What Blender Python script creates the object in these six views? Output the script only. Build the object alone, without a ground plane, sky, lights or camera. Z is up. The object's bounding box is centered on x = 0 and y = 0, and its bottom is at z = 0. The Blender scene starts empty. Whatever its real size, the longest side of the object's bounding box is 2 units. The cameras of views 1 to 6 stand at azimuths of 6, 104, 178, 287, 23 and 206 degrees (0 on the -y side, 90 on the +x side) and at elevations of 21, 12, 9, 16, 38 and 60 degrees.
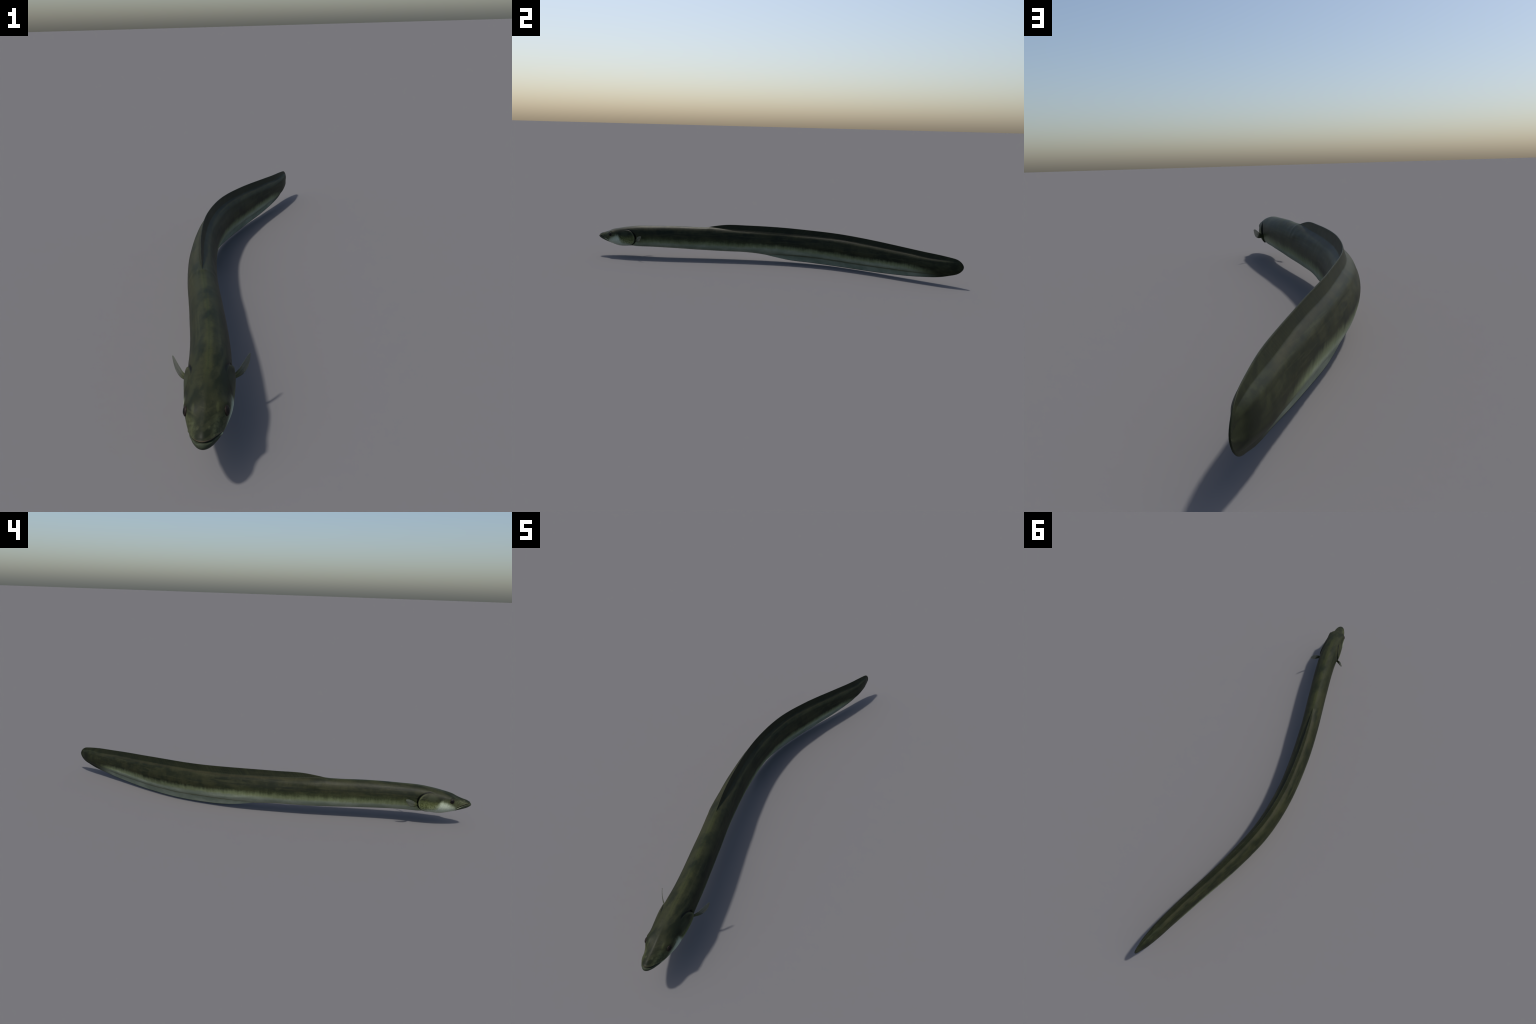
"""A freshwater eel, swimming with one lazy bend: procedural body loft + fins, eyes and gill covers."""
import bpy, math
import numpy as np
from mathutils import Vector, Matrix

# ------------------------------------------------------------------ profiles
# Everything is described along the spine station s (metres, snout -1 .. tail +1).
SPINE_X = [(-1, .0716), (-.85, .0588), (-.7, .0378), (-.5, -.0042), (-.3, -.0491), (-.1, -.0818),
           (.1, -.0970), (.3, -.0822), (.5, -.0281), (.7, .0442), (.85, .0963), (1, .1350)]
TOP = [(-1, .1170), (-.985, .1205), (-.96, .1268), (-.94, .1340), (-.92, .1428), (-.87, .1556), (-.81, .1663), (-.77, .1710),
       (-.7, .1736), (-.55, .1770), (-.42, .1752), (-.38, .1765), (-.34, .1840), (-.29, .1915), (-.15, .1936), (0, .1922),
       (.2, .1862), (.4, .1800), (.6, .1668), (.8, .1494), (.9, .1406), (.96, .1322), (.985, .1280), (1, .1240)]
BOTTOM = [(-1, .0930), (-.985, .0885), (-.96, .0795), (-.92, .0664), (-.87, .0533), (-.84, .0530), (-.81, .0552), (-.77, .0540),
          (-.7, .0540), (-.55, .0502), (-.42, .0450), (-.29, .0416), (-.15, .0400), (-.07, .0336), (0, .0210), (.08, .0090),
          (.2, .0040), (.4, .0006), (.6, .0035), (.8, .0178), (.9, .0328), (.96, .0505), (.985, .0565), (1, .0610)]
HALF_WIDTH = [(-1, .0165), (-.985, .0190), (-.96, .0275), (-.92, .0390), (-.87, .0470), (-.81, .0490), (-.77, .0470), (-.7, .0457),
              (-.55, .0442), (-.36, .0430), (-.15, .0430), (0, .0410), (.2, .0398), (.4, .0358), (.6, .0297),
              (.8, .0260), (.9, .0215), (.96, .0122), (.985, .0050), (1, .0020)]
# where the flesh ends and the fin membranes begin
FLESH_TOP = [(-1, .25), (-.42, .25), (-.37, .1772), (-.30, .1720), (-.22, .1680), (-.08, .1640), (.05, .1600), (.22, .1570),
             (.40, .1530), (.55, .1430), (.73, .1320), (.85, .1200), (.93, .1130), (.97, .1080), (1, .1080)]
FLESH_BOTTOM = [(-1, -.1), (-.15, -.1), (-.06, .0345), (0, .0360), (.10, .0400), (.18, .0400), (.33, .0350), (.50, .0330),
                (.67, .0360), (.80, .0400), (.88, .0480), (.95, .0640), (.97, .0690), (1, .0700)]


def curve(knots, s):
    k = np.array([a for a, _ in knots], float)
    v = np.array([b for _, b in knots], float)
    m = np.gradient(v, k)
    i = np.clip(np.searchsorted(k, s) - 1, 0, len(k) - 2)
    h = k[i + 1] - k[i]
    t = (s - k[i]) / h
    return ((2*t**3 - 3*t**2 + 1)*v[i] + (t**3 - 2*t**2 + t)*h*m[i]
            + (-2*t**3 + 3*t**2)*v[i + 1] + (t**3 - t**2)*h*m[i + 1])


def linear(knots, s):
    return np.interp(s, [a for a, _ in knots], [b for _, b in knots])


def smooth(e0, e1, x):
    t = np.clip((x - e0) / (e1 - e0), 0, 1)
    return t * t * (3 - 2 * t)


def end_cap(s):
    """1 along the body, falling like a quarter ellipse to 0 at snout and tail tip."""
    front = np.clip((-.975 - s) / .025, 0, 1)
    rear = np.clip((s - .950) / .050, 0, 1)
    return np.sqrt(np.maximum(0, 1 - front**2)) * np.sqrt(np.maximum(0, 1 - rear**2.3))


def profile(s):
    T, B, W = curve(TOP, s), curve(BOTTOM, s), curve(HALF_WIDTH, s)
    cap = end_cap(s)
    mid = np.where(s < 0, .104, .093)
    blend = cap
    T = mid + (T - mid) * blend
    B = mid + (B - mid) * blend
    W = W * np.where(s < 0, cap, np.sqrt(cap) * cap)
    ft = np.minimum(linear(FLESH_TOP, s), T)
    fb = np.maximum(linear(FLESH_BOTTOM, s), B)
    return T, B, W, ft, fb


def half_width_at(s, z, T, B, W, ft, fb, n):
    """Half thickness of a cross-section at height z: flesh ellipse joined with thin fin blades."""
    end = .5 * smooth(.80, 1.0, s)                  # at the tail end flesh and fins become one paddle
    ft = ft + (.05 + .95 * end) * (T - ft)
    low = .14 * smooth(-.05, .10, s)
    fb = fb - (low + (1 - low) * end) * (fb - B)
    zc, h = (ft + fb) / 2, np.maximum((ft - fb) / 2, 1e-5)
    q = np.clip(np.abs((z - zc) / h), 0, 1)
    lens = np.where(z > zc, .16, 0) * smooth(-.34, -.20, s) * (1 - .5 * smooth(.85, 1, s))   # upper flank leaner than an ellipse
    flesh = W * (1 - q**n)**(1 / n + lens)
    # fin blade: thick at its root, thin and rounded at its margin, lost inside the flesh
    reach = .050 * np.clip((T - B) / .15, .05, 1)
    def blade_from(d, root):
        w = .0012 + root * np.minimum(1, W / .030) * np.clip(d / reach, 0, 1)**1.2
        return w * (1 - smooth(.75 * reach, 1.3 * reach, d))
    top_d, bot_d = T - z, z - B
    blade = np.where(z > zc, blade_from(top_d, .014) * smooth(-.375, -.33, s), blade_from(bot_d, .013) * smooth(-.09, 0, s))
    d = np.clip(np.minimum(top_d, bot_d) / .0025, 0, 1)
    blade = blade * np.sqrt(np.maximum(0, 1 - (1 - d)**2))
    blade = np.minimum(blade, W * .5 + .0012)
    return (flesh**2.0 + blade**2.0)**(1 / 2.0)


def spine(s):
    x = curve(SPINE_X, s)
    slope = (curve(SPINE_X, s + 1e-3) - curve(SPINE_X, s - 1e-3)) / 2e-3
    n = np.sqrt(1 + slope**2)
    return x, np.stack([1 / n, -slope / n], -1), np.stack([slope / n, 1 / n], -1)


# ------------------------------------------------------------------ head landmarks (station, height)
GILL = dict(s=-.820, z=.1055, rs=.0480, rz=.0435)       # rear rim of the gill cover: an ellipse
EYE = dict(s=-.9155, z=.1210)
MOUTH_CORNER = -.932
MOUTH = [(-1.02, .1150), (-1, .1125), (-.975, .1072), (-.955, .0995), (-.932, .0865), (-.90, .066)]


def gill_radius(s, z):
    return np.sqrt(((s - GILL['s']) / GILL['rs'])**2 + ((z - GILL['z']) / GILL['rz'])**2)


def head_relief(s, z, lat):
    """Outward displacement of the head skin."""
    out = np.zeros_like(s)
    side = smooth(.006, .018, np.abs(lat))
    # brow over the eye and the dip in front of it
    out += .0056 * np.exp(-(((s + .912) / .020)**2 + ((z - .1265) / .014)**2)) * smooth(.012, .028, np.abs(lat))
    out -= .0024 * np.exp(-(((s + .946) / .014)**2 + ((z - .116) / .014)**2)) * side
    # eye socket
    out -= .0022 * np.exp(-((((s - EYE['s'])**2 + (z - EYE['z'])**2) / .0105**2)**2))
    # cheek muscle
    out += .0016 * np.exp(-(((s + .872) / .022)**2 + ((z - .098) / .018)**2)) * side
    # gill cover, lifting towards its free rear rim, with the open slit behind it
    r = gill_radius(s, z)
    lift = smooth(-.875, -.785, s) * (1 - .8 * smooth(.118, .146, z))
    inside = 1 - smooth(.975, 1.005, r)
    out += .0046 * lift * inside
    rear = smooth(-.842, -.812, s) * smooth(.055, .063, z)
    out -= .0062 * rear * (1 - .85 * smooth(.122, .146, z)) * np.exp(-((r - 1.060) / .058)**2) * (1 - inside)
    out -= .0012 * lift * np.exp(-((r - 1.18) / .12)**2)
    # mouth: a cleft along the jaw line with raised lips
    line = linear(MOUTH, s)
    d = z - line
    front = 1 - smooth(MOUTH_CORNER - .010, MOUTH_CORNER + .002, s)
    out -= .0042 * front * np.exp(-(d / .0013)**2)
    out += .0011 * front * np.exp(-((d - .0036) / .0021)**2)
    out += .0006 * front * np.exp(-((d + .0034) / .0019)**2)
    # low ridge along the middle of the snout, nostril bumps
    out += .0013 * np.exp(-(lat / .0065)**2) * smooth(.11, .118, z) * smooth(-1, -.975, s) * (1 - smooth(-.91, -.86, s))
    out += .0008 * np.exp(-(((s + .968) / .0032)**2 + ((np.abs(lat) - .0115) / .0028)**2)) * smooth(.108, .112, z)
    return out


# ------------------------------------------------------------------ body surface
HALF = 128                                   # points up each side of a ring
u = np.linspace(0, 1, 40)
stations = np.concatenate([
    -1 + .03 * (1 - np.cos(u * math.pi / 2)),
    np.arange(-.97 + .0008, -.745, .0008),
    np.linspace(-.745, .90, 400),
    np.linspace(.90, .955, 24)[1:],
    .955 + .045 * np.sin(np.linspace(0, 1, 36)[1:] * math.pi / 2)])
stations = stations[1:-1]                    # the two tips are single vertices
R, M = len(stations), 2 * HALF
phi = np.linspace(-math.pi / 2, 1.5 * math.pi, M, endpoint=False)

S = np.repeat(stations[:, None], M, 1)
T, B, W, FT, FB = [np.repeat(v[:, None], M, 1) for v in profile(stations)]
Z = (T + B) / 2 + (T - B) / 2 * np.sin(phi)[None]
exponent = 2.0 + .25 * (1 - smooth(-.80, -.70, S)) * smooth(-1, -.95, S)
side_sign = np.where(np.abs(np.cos(phi)) < 1e-9, 0, np.sign(np.cos(phi)))[None]
LAT = half_width_at(S, Z, T, B, W, FT, FB, exponent) * side_sign


def place(s, lat, z):
    x, nrm, _ = spine(s)
    return np.stack([x + lat * nrm[..., 0], s + lat * nrm[..., 1], z], -1)


P = place(S, LAT, Z)


def grid_normals(P):
    along = np.gradient(P, axis=0)
    around = (np.roll(P, -1, 1) - np.roll(P, 1, 1))
    n = np.cross(around, along)
    n /= np.maximum(np.linalg.norm(n, axis=-1, keepdims=True), 1e-12)
    c = P.mean(1, keepdims=True)
    flip = np.sign(((P - c) * n).sum(-1).mean())
    return n * flip


N0 = grid_normals(P)
relief = np.where(S < -.70, head_relief(S, Z, LAT), 0)
relief *= smooth(-1.0, -.992, S)
# shallow muscle swellings along the flesh so the flank is not dead smooth
flank = np.abs(np.cos(phi))[None] * smooth(-.74, -.6, S) * (1 - smooth(.8, .92, S))
relief += flank * .12 * (.00045 * np.sin(S * 61 + Z * 40) + .0003 * np.sin(S * 137 - Z * 70))
P = P + N0 * relief[..., None]

snout_tip = place(np.array([-1.0]), np.array([0.0]), np.array([.104]))[0]
tail_tip = place(np.array([1.0]), np.array([0.0]), np.array([.093]))[0]
verts = np.concatenate([P.reshape(-1, 3), [snout_tip, tail_tip]])
i_snout, i_tail = R * M, R * M + 1
ri, ci = np.meshgrid(np.arange(R - 1), np.arange(M), indexing='ij')
cn = (ci + 1) % M
quads = np.stack([ri*M + ci, ri*M + cn, (ri + 1)*M + cn, (ri + 1)*M + ci], -1).reshape(-1, 4)
faces = [tuple(q) for q in quads.tolist()]
faces += [(i_snout, (c + 1) % M, c) for c in range(M)]
faces += [(i_tail, (R - 1)*M + c, (R - 1)*M + (c + 1) % M) for c in range(M)]

# region of every face
fs = (S[ri, ci] + S[ri + 1, ci]).reshape(-1) / 2
fz = (Z[ri, ci] + Z[ri, cn]).reshape(-1) / 2
fl = (LAT[ri, ci] + LAT[ri, cn]).reshape(-1) / 2
fT, fB, _, fft, ffb = profile(fs)
REGIONS = ['head', 'lower_jaw', 'gill_cover', 'gill_cover', 'torso', 'tail', 'dorsal_fin', 'anal_fin', 'tail_fin']
region = np.where(fs < -.7745, 0, np.where(fs < -.05, 4, 5))
region[(fs < MOUTH_CORNER) & (fz < linear(MOUTH, fs))] = 1
inside = (gill_radius(fs, fz) < 1.0) & (fs > -.862)
region[inside & (fl > 0)] = 2
region[inside & (fl <= 0)] = 3
region[(fs > -.37) & (fz > fft)] = 6
region[(fs > -.06) & (fz < ffb)] = 7
region[fs > .966] = 8
region = np.concatenate([region, np.full(M, 1), np.full(M, 8)])
cap_front = np.arange(M)
upper = np.sin(phi) > 0.2
region[len(quads):len(quads) + M][upper] = 0


# ------------------------------------------------------------------ materials
def srgb(r, g, b):
    f = lambda c: (c / 255 / 12.92) if c <= 10 else ((c / 255 + .055) / 1.055)**2.4
    return (f(r), f(g), f(b), 1)


class Nodes:
    """Tiny helper to write node maths as expressions."""
    def __init__(self, name):
        self.mat = bpy.data.materials.new(name)
        self.mat.use_nodes = True
        self.t = self.mat.node_tree
        self.t.nodes.clear()

    def new(self, kind, **kw):
        n = self.t.nodes.new(kind)
        for k, v in kw.items():
            setattr(n, k, v)
        return n

    def plug(self, sock, v):
        if isinstance(v, bpy.types.NodeSocket):
            self.t.links.new(v, sock)
        else:
            sock.default_value = v

    def math(self, op, a, b=0.0, clamp=False):
        n = self.new('ShaderNodeMath', operation=op, use_clamp=clamp)
        self.plug(n.inputs[0], a)
        self.plug(n.inputs[1], b)
        return n.outputs[0]

    def add(self, a, b): return self.math('ADD', a, b)
    def sub(self, a, b): return self.math('SUBTRACT', a, b)
    def mul(self, a, b): return self.math('MULTIPLY', a, b)
    def power2(self, a): return self.math('MULTIPLY', a, a)

    def step(self, x, e0, e1):
        """smoothstep, descending when e0 > e1"""
        n = self.new('ShaderNodeMapRange', interpolation_type='SMOOTHSTEP')
        lo, hi, a, b = (e0, e1, 0, 1) if e0 < e1 else (e1, e0, 1, 0)
        self.plug(n.inputs[0], x)
        for i, v in zip((1, 2, 3, 4), (lo, hi, a, b)):
            n.inputs[i].default_value = v
        return n.outputs[0]

    def mix(self, f, a, b):
        n = self.new('ShaderNodeMix', data_type='RGBA')
        self.plug(n.inputs[0], f)
        self.plug(n.inputs[6], a)
        self.plug(n.inputs[7], b)
        return n.outputs[2]

    def tint(self, col, f):
        n = self.new('ShaderNodeVectorMath', operation='SCALE')
        self.plug(n.inputs[0], col)
        self.plug(n.inputs['Scale'], f)
        return n.outputs[0]

    def vec(self, x, y, z):
        n = self.new('ShaderNodeCombineXYZ')
        for i, v in enumerate((x, y, z)):
            self.plug(n.inputs[i], v)
        return n.outputs[0]

    def noise(self, vec, scale=1.0, detail=3.0, rough=.55):
        n = self.new('ShaderNodeTexNoise')
        self.plug(n.inputs['Vector'], vec)
        n.inputs['Scale'].default_value = scale
        n.inputs['Detail'].default_value = detail
        n.inputs['Roughness'].default_value = rough
        return n.outputs['Fac']

    def graph(self, x, knots, lo, hi):
        """value along the body: knots (station, value) through a Float Curve"""
        n = self.new('ShaderNodeFloatCurve')
        c = n.mapping.curves[0]
        norm = lambda k: ((k[0] + 1.05) / 2.1, (k[1] - lo) / (hi - lo))
        c.points[0].location = norm(knots[0])
        c.points[1].location = norm(knots[-1])
        for k in knots[1:-1]:
            c.points.new(*norm(k))
        for p in c.points:
            p.handle_type = 'AUTO_CLAMPED'
        n.mapping.update()
        self.plug(n.inputs['Value'], self.math('DIVIDE', self.add(x, 1.05), 2.1))
        return self.add(self.mul(n.outputs[0], hi - lo), lo)

    def finish(self, colour, rough, bump=None, bump_strength=.2, bump_distance=.001, spec=.5, translucent=None, sheer=None):
        p = self.new('ShaderNodeBsdfPrincipled')
        self.plug(p.inputs['Base Color'], colour)
        self.plug(p.inputs['Roughness'], rough)
        p.inputs['Specular IOR Level'].default_value = spec
        if bump is not None:
            b = self.new('ShaderNodeBump')
            b.inputs['Strength'].default_value = bump_strength
            b.inputs['Distance'].default_value = bump_distance
            self.plug(b.inputs['Height'], bump)
            self.t.links.new(b.outputs[0], p.inputs['Normal'])
        o = self.new('ShaderNodeOutputMaterial')
        shader = p.outputs[0]
        if translucent is not None:
            tr = self.new('ShaderNodeBsdfTranslucent')
            self.plug(tr.inputs[0], colour)
            mx = self.new('ShaderNodeMixShader')
            self.plug(mx.inputs[0], translucent)
            self.t.links.new(shader, mx.inputs[1])
            self.t.links.new(tr.outputs[0], mx.inputs[2])
            shader = mx.outputs[0]
            if sheer is not None:                      # thin membrane lets some light straight through
                tp = self.new('ShaderNodeBsdfTransparent')
                ms = self.new('ShaderNodeMixShader')
                self.plug(ms.inputs[0], sheer)
                self.t.links.new(shader, ms.inputs[1])
                self.t.links.new(tp.outputs[0], ms.inputs[2])
                shader = ms.outputs[0]
        self.t.links.new(shader, o.inputs[0])
        return self.mat


# height of the edge between the dark back and the pale underside
PALE_EDGE = [(-1.05, .060), (-.965, .062), (-.945, .080), (-.93, .091), (-.90, .1085), (-.875, .1165), (-.862, .104), (-.847, .090),
             (-.82, .084), (-.79, .080), (-.765, .092), (-.70, .096), (-.60, .096), (-.50, .0925), (-.36, .0915), (-.20, .088),
             (-.05, .0895), (.08, .086), (.20, .0805), (.37, .073), (.50, .0685), (.62, .0710), (.72, .0700), (.80, .0620),
             (.88, .0500), (.95, .0300), (1.05, .0)]
LATERAL_LINE = [(-1.05, .134), (-.72, .1335), (-.60, .137), (-.49, .1352), (-.37, .1322), (-.14, .1290), (.1, .1230), (.4, .1080),
                (.7, .0950), (1.05, .0900)]


def eel_skin():
    k = Nodes('eel_skin')
    co = k.new('ShaderNodeTexCoord').outputs['Object']
    sep = k.new('ShaderNodeSeparateXYZ')
    k.t.links.new(co, sep.inputs[0])
    x, y, z = sep.outputs
    lat = k.sub(x, k.graph(y, [(-1.05, .0755)] + SPINE_X[1:-1] + [(1.05, .146)], -.15, .15))
    alat = k.math('ABSOLUTE', lat)
    s = k.sub(y, k.mul(lat, .13))                       # station, on the (slightly turned) head
    # noises
    blotch = k.noise(k.vec(k.mul(x, 22), k.mul(y, 9), k.mul(z, 22)), 1, 3, .6)
    cloud = k.noise(k.vec(k.mul(x, 55), k.mul(y, 30), k.mul(z, 55)), 1, 3, .6)
    bars = k.noise(k.vec(k.mul(x, 12), k.mul(y, 85), k.mul(z, 14)), 1, 3, .6)
    grain = k.noise(co, 420, 2, .6)
    speck = k.noise(co, 170, 3, .65)
    # ---- back and upper flank
    olive = k.mix(k.step(blotch, .36, .66), srgb(31, 36, 24), srgb(50, 52, 33))
    olive = k.mix(k.mul(k.step(cloud, .45, .7), .45), olive, srgb(58, 60, 40))
    olive = k.mix(k.mul(k.step(bars, .5, .7), .35), olive, srgb(28, 34, 22))
    # stripe along the middle of the back, ahead of the dorsal fin
    ontop = k.mul(k.step(z, .150, .166), k.step(y, -.33, -.40))
    ontop = k.mul(ontop, k.step(s, -.93, -.86))
    stripe = k.add(k.mul(alat, 1.0), k.mul(k.sub(cloud, .5), .022))
    olive = k.mix(k.mul(k.mul(ontop, k.step(stripe, .012, .003)), k.mul(k.step(blotch, .35, .6), .7)), olive, srgb(60, 63, 36))
    olive = k.mix(k.mul(k.mul(ontop, k.step(alat, .0026, .0010)), .35), olive, srgb(38, 48, 29))
    # lateral line, a thin dusky streak
    ll = k.sub(z, k.graph(y, LATERAL_LINE, 0, .2))
    front_body = k.mul(k.step(y, -.76, -.68), k.step(y, .30, 0.0))
    olive = k.mix(k.mul(k.mul(front_body, k.step(k.math('ABSOLUTE', ll), .0045, .0008)), .55), olive, srgb(30, 34, 23))
    streaks = k.noise(k.vec(k.mul(x, 30), k.mul(y, 7), k.mul(z, 190)), 1, 2, .5)
    olive = k.mix(k.mul(k.step(streaks, .52, .7), .35), olive, srgb(66, 68, 46))
    olive = k.mix(k.mul(k.step(speck, .56, .68), .35), olive, srgb(27, 30, 19))
    olive = k.tint(olive, .80)
    # ---- lower flank grows greener and lighter towards the belly
    edge = k.graph(y, PALE_EDGE, 0, .2)
    head_edge = k.graph(s, PALE_EDGE, 0, .2)
    is_head = k.step(s, -.765, -.785)
    edge = k.add(edge, k.mul(is_head, k.sub(head_edge, edge)))
    comb = k.noise(k.vec(k.mul(x, 6), k.mul(y, 95), k.mul(z, 14)), 1, 3, .6)
    wobble = k.add(k.mul(k.sub(comb, .5), .014), k.mul(k.sub(cloud, .5), .016))
    depth = k.add(k.sub(edge, z), wobble)               # positive = inside the pale underside
    trunk = k.mul(k.step(y, .15, -.25), k.step(s, -.785, -.765))
    flank = k.mul(k.step(depth, -.034, .004), trunk)
    flank = k.mul(flank, k.add(.55, k.mul(k.step(speck, .35, .65), .45)))
    col = k.mix(k.mul(flank, .75), olive, srgb(76, 84, 55))
    # ---- pale underside, with a yellowish fringe
    belly = k.mix(k.step(blotch, .35, .65), srgb(123, 132, 114), srgb(143, 150, 132))
    belly = k.mix(k.mul(k.step(comb, .5, .72), .25), belly, srgb(132, 142, 112))
    fringe = k.mix(k.step(depth, .004, .022), srgb(120, 129, 96), belly)
    tail_fade = k.step(y, .93, .74)
    soft = k.mix(trunk, k.vec(k.step(depth, -.016, .014), 0, 0), k.vec(k.step(depth, -.016, .017), 0, 0))
    softx = k.new('ShaderNodeSeparateXYZ')
    k.t.links.new(soft, softx.inputs[0])
    col = k.mix(k.mul(softx.outputs[0], tail_fade), col, fringe)
    # ---- anal fin: olive line at its root, dark margin
    fb = k.graph(y, [(-1.05, 0), (-.1, 0)] + FLESH_BOTTOM[2:-1] + [(1.05, .09)], -.02, .2)
    has_anal = k.mul(k.step(y, -.02, .05), tail_fade)
    dfin = k.math('ABSOLUTE', k.sub(z, k.add(fb, .0015)))
    col = k.mix(k.mul(k.mul(has_anal, k.step(dfin, .0045, .0005)), .6), col, srgb(84, 90, 56))
    bz = k.graph(y, [(-1.05, .09)] + BOTTOM[4:-1] + [(1.05, .08)], -.02, .2)
    col = k.mix(k.mul(k.mul(k.step(y, 0, .08), k.step(k.sub(z, bz), .0034, .0012)), .9), col, srgb(22, 28, 20))
    # ---- dorsal fin: darker membrane with slanting rays
    ft = k.graph(y, [(-1.05, .25), (-.42, .25)] + FLESH_TOP[2:-1] + [(1.05, .095)], 0, .25)
    rays = k.noise(k.vec(0, k.mul(k.add(y, k.mul(z, -.9)), 260), k.mul(z, 8)), 1, 2, .5)
    membrane = k.mix(k.step(rays, .40, .66), srgb(23, 27, 17), srgb(34, 39, 25))
    on_fin = k.mul(k.step(y, -.37, -.30), k.step(k.sub(z, ft), -.002, .004))
    col = k.mix(k.mul(on_fin, .6), col, membrane)
    # a faint brown seam where membrane meets flesh
    seam = k.mul(k.mul(k.step(y, -.36, -.28), k.step(y, .92, .84)), k.step(k.math('ABSOLUTE', k.add(k.sub(z, ft), .004)), .006, .001))
    col = k.mix(k.mul(seam, .3), col, srgb(56, 52, 36))
    # ---- tail end: dark with a darker core before the fin
    tail_mask = k.step(y, .80, .95)
    col = k.mix(k.mul(tail_mask, .75), col, k.mix(k.step(cloud, .4, .65), srgb(30, 34, 22), srgb(46, 50, 32)))
    core = k.add(k.power2(k.math('DIVIDE', k.sub(y, .955), .022)), k.power2(k.math('DIVIDE', k.sub(z, .092), .020)))
    col = k.mix(k.mul(k.step(core, 1.4, .2), .7), col, srgb(24, 28, 18))
    # ---- head
    # white cheek and throat
    white = k.mul(k.step(depth, -.012, .024), k.mul(k.step(s, -.77, -.84), k.step(s, -.955, -.925)))
    col = k.mix(white, col, k.mix(k.step(speck, .3, .7), srgb(166, 176, 157), srgb(184, 192, 174)))
    # gill cover: speckled yellow-green below, dusky above
    gr = k.math('SQRT', k.add(k.power2(k.math('DIVIDE', k.sub(s, GILL['s']), GILL['rs'])),
                              k.power2(k.math('DIVIDE', k.sub(z, GILL['z']), GILL['rz']))))
    on_cover = k.mul(k.step(gr, 1.0, .93), k.step(k.add(s, k.mul(k.sub(speck, .5), .03)), -.878, -.838))
    speckle_z = k.add(z, k.add(k.mul(k.sub(speck, .5), .055), k.mul(k.sub(cloud, .5), .045)))
    yellow = k.mul(on_cover, k.mul(k.step(speckle_z, .130, .090), k.step(z, .066, .082)))
    col = k.mix(k.mul(yellow, .7), col, k.mix(k.step(speck, .42, .6), srgb(86, 94, 54), srgb(136, 144, 96)))
    rim = k.mul(on_cover, k.mul(k.step(s, -.815, -.785), k.step(gr, .80, .97)))
    col = k.mix(k.mul(rim, .4), col, srgb(104, 108, 78))
    # paler olive face around and before the eye
    face = k.mul(k.mul(k.step(s, -.868, -.895), k.step(k.add(z, k.mul(k.sub(cloud, .5), .02)), .133, .118)), k.step(depth, .004, -.008))
    face = k.mul(face, k.step(alat, .011, .021))
    col = k.mix(k.mul(face, .55), col, k.mix(k.step(speck, .38, .62), srgb(62, 66, 45), srgb(84, 89, 62)))
    # dark blotch behind the eye
    spot = k.add(k.power2(k.math('DIVIDE', k.sub(s, -.832), .022)), k.power2(k.math('DIVIDE', k.sub(z, .128), .014)))
    col = k.mix(k.mul(k.mul(k.step(k.add(spot, k.mul(k.sub(speck, .5), 1.2)), 1.5, .3), on_cover), .6), col, srgb(52, 58, 42))
    # slit behind the cover: cavity shade painted near-black over the modelled groove
    slit = k.mul(k.mul(k.step(gr, .985, 1.01), k.step(gr, 1.12, 1.06)), k.mul(k.step(s, -.842, -.815), k.step(z, .056, .066)))
    col = k.mix(slit, col, srgb(9, 11, 9))
    # lips
    ml = k.sub(z, k.graph(s, [(-1.05, .120)] + MOUTH[1:] + [(-.8, .02), (1.05, 0)], 0, .2))
    lips = k.step(s, MOUTH_CORNER + .003, MOUTH_CORNER - .004)
    jaw = k.mul(lips, k.step(ml, .001, -.002))
    col = k.mix(k.mul(jaw, .9), col, k.mix(k.step(cloud, .4, .65), srgb(50, 56, 43), srgb(66, 72, 57)))
    pale_lip = k.mul(k.mul(lips, k.step(s, -.965, -.940)), k.mul(k.step(ml, -.0062, -.0042), k.step(ml, -.0014, -.0026)))
    col = k.mix(k.mul(pale_lip, .8), col, srgb(196, 204, 164))
    up_lip = k.mul(lips, k.mul(k.step(ml, .0006, .0016), k.step(ml, .0042, .0026)))
    col = k.mix(k.mul(up_lip, .55), col, srgb(104, 92, 76))
    cleft = k.mul(lips, k.step(k.math('ABSOLUTE', ml), .0016, .0006))
    col = k.mix(k.mul(cleft, .9), col, srgb(20, 20, 16))
    # pale flecks above the eyes and at the nostrils
    fleck = k.add(k.power2(k.math('DIVIDE', k.add(s, .926), .010)), k.power2(k.math('DIVIDE', k.sub(alat, .023), .003)))
    fleck = k.mul(k.step(fleck, 1.6, .2), k.step(z, .124, .130))
    col = k.mix(k.mul(fleck, .2), col, srgb(78, 84, 50))
    nos = k.add(k.power2(k.math('DIVIDE', k.add(s, .968), .004)), k.power2(k.math('DIVIDE', k.sub(alat, .0115), .0032)))
    nos = k.mul(k.step(nos, 1.5, .3), k.step(z, .106, .110))
    col = k.mix(k.mul(nos, .2), col, srgb(78, 82, 56))
    # overall grain
    col = k.tint(col, k.add(.86, k.mul(grain, .28)))
    bump = k.add(k.mul(grain, .5), k.mul(speck, .5))
    return k.finish(col, k.add(.42, k.mul(cloud, .12)), bump, .10, .001, .11)


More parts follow.
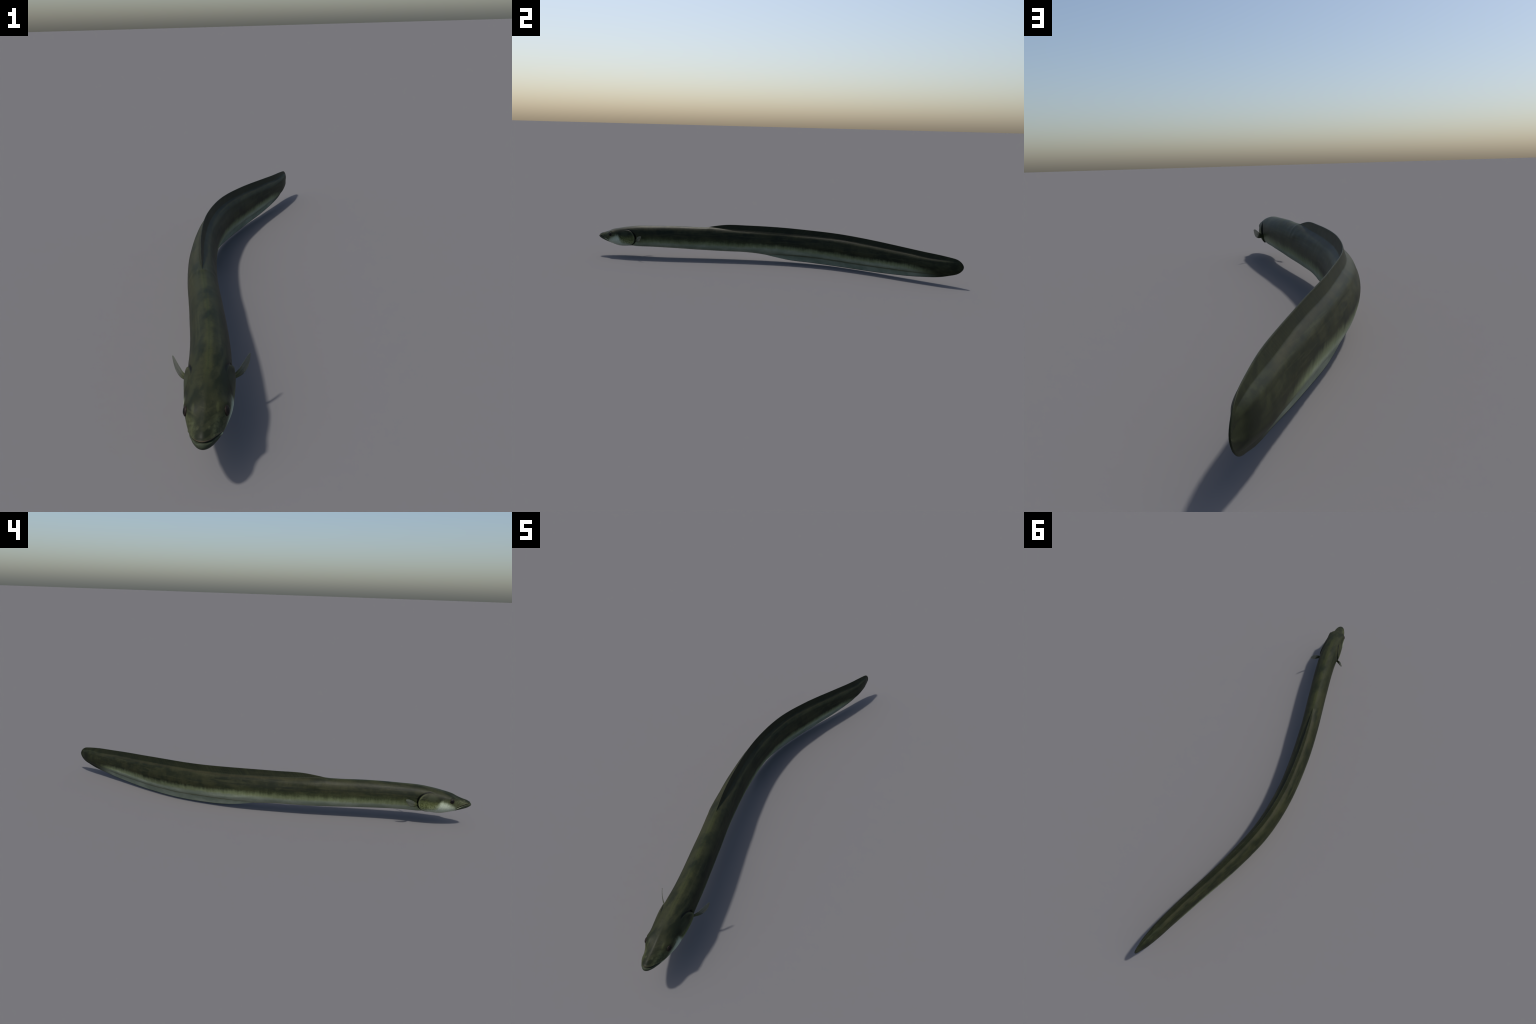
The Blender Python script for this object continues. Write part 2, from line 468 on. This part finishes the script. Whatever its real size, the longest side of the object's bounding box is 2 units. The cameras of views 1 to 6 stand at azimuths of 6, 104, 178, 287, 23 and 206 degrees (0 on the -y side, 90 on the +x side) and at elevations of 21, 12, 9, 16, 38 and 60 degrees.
def fin_membrane():
    k = Nodes('pectoral_membrane')
    co = k.new('ShaderNodeTexCoord').outputs['Object']
    sep = k.new('ShaderNodeSeparateXYZ')
    k.t.links.new(co, sep.inputs[0])
    x, y, z = sep.outputs                              # x runs root to tip (0..1 in fin units)
    fade = k.step(k.add(x, k.mul(k.sub(k.noise(co, 60, 2), .5), .012)), .016, .036)
    ray = k.noise(k.vec(k.mul(x, 4), k.mul(k.math('DIVIDE', y, k.add(x, .02)), 9), 0), 1, 2, .5)
    root = k.mix(k.step(ray, .4, .65), srgb(60, 66, 42), srgb(84, 88, 58))
    veil = k.mix(k.step(ray, .4, .65), srgb(98, 103, 90), srgb(118, 122, 110))
    col = k.mix(fade, root, veil)
    return k.finish(col, .45, ray, .15, .0006, .4, k.add(.10, k.mul(fade, .40)), k.mul(fade, .40))


def plain(name, colour, rough, coat=0.0):
    k = Nodes(name)
    co = k.new('ShaderNodeTexCoord').outputs['Object']
    n = k.noise(co, 260, 2)
    col = k.mix(k.step(n, .35, .65), colour, tuple(c * .75 for c in colour[:3]) + (1,))
    return k.finish(col, rough, spec=.15)


SKIN = eel_skin()
FIN = fin_membrane()
IRIS = plain('eye_iris', srgb(33, 26, 21), .5)
PUPIL = plain('eye_pupil', srgb(7, 7, 6), .4)

# ------------------------------------------------------------------ objects
root = bpy.data.objects.new('eel', None)
bpy.context.scene.collection.objects.link(root)
root['label'] = 'dark olive eel with pale belly, curved body, ribbon fins'
root['category'] = 'eel fish'


def link(obj, parent):
    bpy.context.scene.collection.objects.link(obj)
    obj.parent = parent
    return obj


# vertex normals of the whole body (area-weighted), shared by all its regions
whole = bpy.data.meshes.new('whole_body')
whole.from_pydata(verts.tolist(), [], faces)
whole.update()
vn = np.empty(len(verts) * 3)
whole.vertices.foreach_get('normal', vn)
vn = vn.reshape(-1, 3)
probe = (verts - np.concatenate([np.repeat(P.mean(1), M, 0), [[.07, -.9, .1], [.13, .9, .09]]]))
inverted = (probe * vn).sum() < 0
if inverted:
    faces = [tuple(reversed(f)) for f in faces]
    vn = -vn
bpy.data.meshes.remove(whole)


def add_region(rid):
    name = REGIONS[rid]
    chosen = [faces[i] for i in np.nonzero(region == rid)[0]]
    used = sorted({v for f in chosen for v in f})
    remap = {v: i for i, v in enumerate(used)}
    me = bpy.data.meshes.new(name)
    me.from_pydata(verts[used].tolist(), [], [tuple(remap[v] for v in f) for f in chosen])
    me.materials.append(SKIN)
    me.polygons.foreach_set('use_smooth', [True] * len(me.polygons))
    me.update()
    me.normals_split_custom_set_from_vertices(vn[used].tolist())
    return link(bpy.data.objects.new(name, me), root)


parts = {}
for rid in range(len(REGIONS)):
    parts[rid] = add_region(rid)


# ------------------------------------------------------------------ eyes
def ball(name, radius, mat):
    import bmesh
    bm = bmesh.new()
    bmesh.ops.create_uvsphere(bm, u_segments=40, v_segments=24, radius=radius)
    me = bpy.data.meshes.new(name)
    bm.to_mesh(me)
    bm.free()
    me.polygons.foreach_set('use_smooth', [True] * len(me.polygons))
    me.materials.append(mat)
    return me


eye_mesh, pupil_mesh = ball('eye', .0102, IRIS), ball('pupil', .0060, PUPIL)
k_eye = int(np.argmin(np.abs(stations - EYE['s'])))
for sgn in (1, -1):
    ring_ids = [j for j in range(M) if side_sign[0, j] == sgn]
    j_eye = min(ring_ids, key=lambda j: abs(Z[k_eye, j] - EYE['z']))
    surf = Vector(P[k_eye, j_eye])
    _, nrm, tan = spine(np.array([EYE['s']]))
    out = Vector((sgn * nrm[0, 0], sgn * nrm[0, 1], .22)) - Vector((tan[0, 0], tan[0, 1], 0)) * .22
    out.normalize()
    rot = out.to_track_quat('Z', 'Y').to_matrix().to_4x4()
    eye = link(bpy.data.objects.new('eye', eye_mesh), root)
    eye.matrix_world = Matrix.Translation(surf - out * .0010) @ rot @ Matrix.Diagonal((1, 1, .42, 1))
    pupil = link(bpy.data.objects.new('pupil', pupil_mesh), eye)
    pupil.matrix_local = Matrix.Translation((0, 0, .0082))  @ Matrix.Diagonal((1, 1, .5, 1))


# ------------------------------------------------------------------ pectoral fins
def pectoral_mesh(name, path, chord_dir, up_ref):
    """Paddle-shaped blade: spine curve 'path' (3 Bezier points), chord across it, lens-like thickness with rays."""
    NA, NB = 40, 25
    p0, p1, p2 = [np.array(p) for p in path]
    a = np.linspace(0, 1, NA) ** .9
    cen = ((1 - a)**2)[:, None]*p0 + (2*a*(1 - a))[:, None]*p1 + (a**2)[:, None]*p2
    tang = (2*(1 - a))[:, None]*(p1 - p0) + (2*a)[:, None]*(p2 - p1)
    tang /= np.linalg.norm(tang, axis=1, keepdims=True)
    ch = np.array(chord_dir)[None] - tang * (tang @ np.array(chord_dir))[:, None]
    ch /= np.linalg.norm(ch, axis=1, keepdims=True)
    nor = np.cross(tang, ch)
    half = np.interp(a, [0, .12, .3, .5, .68, .82, .93, .98, 1], [.0055, .0072, .0105, .0132, .0130, .0105, .0062, .0030, .0004])
    shift = np.interp(a, [0, .4, .7, 1], [.0, .003, .001, -.004])
    b = np.linspace(-1, 1, NB)
    vs, fc = [], []
    for side in (1, -1):
        for i in range(NA):
            for j in range(NB):
                thick = (.0014 * (1 - a[i]) + .00035) * math.sqrt(max(0, 1 - b[j]**2)) + .00006
                thick *= 1 + .22 * math.cos(b[j] * 26)
                cup = .0012 * (b[j]**2) * a[i]
                q = cen[i] + ch[i] * (half[i] * b[j] + shift[i]) + nor[i] * (cup + side * thick)
                vs.append(q)
    idx = lambda k, i, j: k*NA*NB + i*NB + j
    for i in range(NA - 1):
        for j in range(NB - 1):
            fc.append((idx(0, i, j), idx(0, i + 1, j), idx(0, i + 1, j + 1), idx(0, i, j + 1)))
            fc.append((idx(1, i, j), idx(1, i, j + 1), idx(1, i + 1, j + 1), idx(1, i + 1, j)))
        for j, f in ((0, 1), (NB - 1, -1)):
            q = (idx(0, i, j), idx(1, i, j), idx(1, i + 1, j), idx(0, i + 1, j))
            fc.append(q if f == 1 else q[::-1])
    for j in range(NB - 1):
        fc.append((idx(0, NA - 1, j), idx(1, NA - 1, j), idx(1, NA - 1, j + 1), idx(0, NA - 1, j + 1)))
    return np.array(vs), fc


for sgn, tip in ((1, (.0440, .046, .029)), (-1, (.0395, .054, .0275))):
    s0 = -.7690
    x0, nrm, tan = spine(np.array([s0]))
    base = Vector((x0[0] + sgn * .0435 * nrm[0, 0], s0 + sgn * .0435 * nrm[0, 1], .0925))
    # local axes: x = outward from the flank, y = backward, z = up
    ax = Vector((sgn * nrm[0, 0], sgn * nrm[0, 1], 0))
    ay = Vector((tan[0, 0], tan[0, 1], 0))
    rot = Matrix((ax, ay, Vector((0, 0, 1)))).transposed().to_4x4()
    path = [(-.001, 0, 0), (tip[0] * .68, tip[1] * .28, tip[2] * .38), (tip[0] + .001, tip[1], tip[2])]
    vs, fc = pectoral_mesh('pectoral_fin', path, (.20, .28, -.90), None)
    # mesh stored in fin space: x measured root to tip
    me = bpy.data.meshes.new('pectoral_fin')
    span = Vector(path[2]).normalized()
    ey = (Vector((.20, .28, -.90)) - span * span.dot(Vector((.20, .28, -.90)))).normalized()
    ez = span.cross(ey)
    fin_space = Matrix((span, ey, ez)).transposed()
    vloc = vs @ np.array(fin_space)
    if sgn < 0:
        fc = [f[::-1] for f in fc]
    me.from_pydata(vloc.tolist(), [], fc)
    me.polygons.foreach_set('use_smooth', [True] * len(me.polygons))
    me.materials.append(FIN)
    me.update()
    fin = link(bpy.data.objects.new('pectoral_fin', me), root)
    fin.matrix_world = Matrix.Translation(base) @ rot @ fin_space.to_4x4()
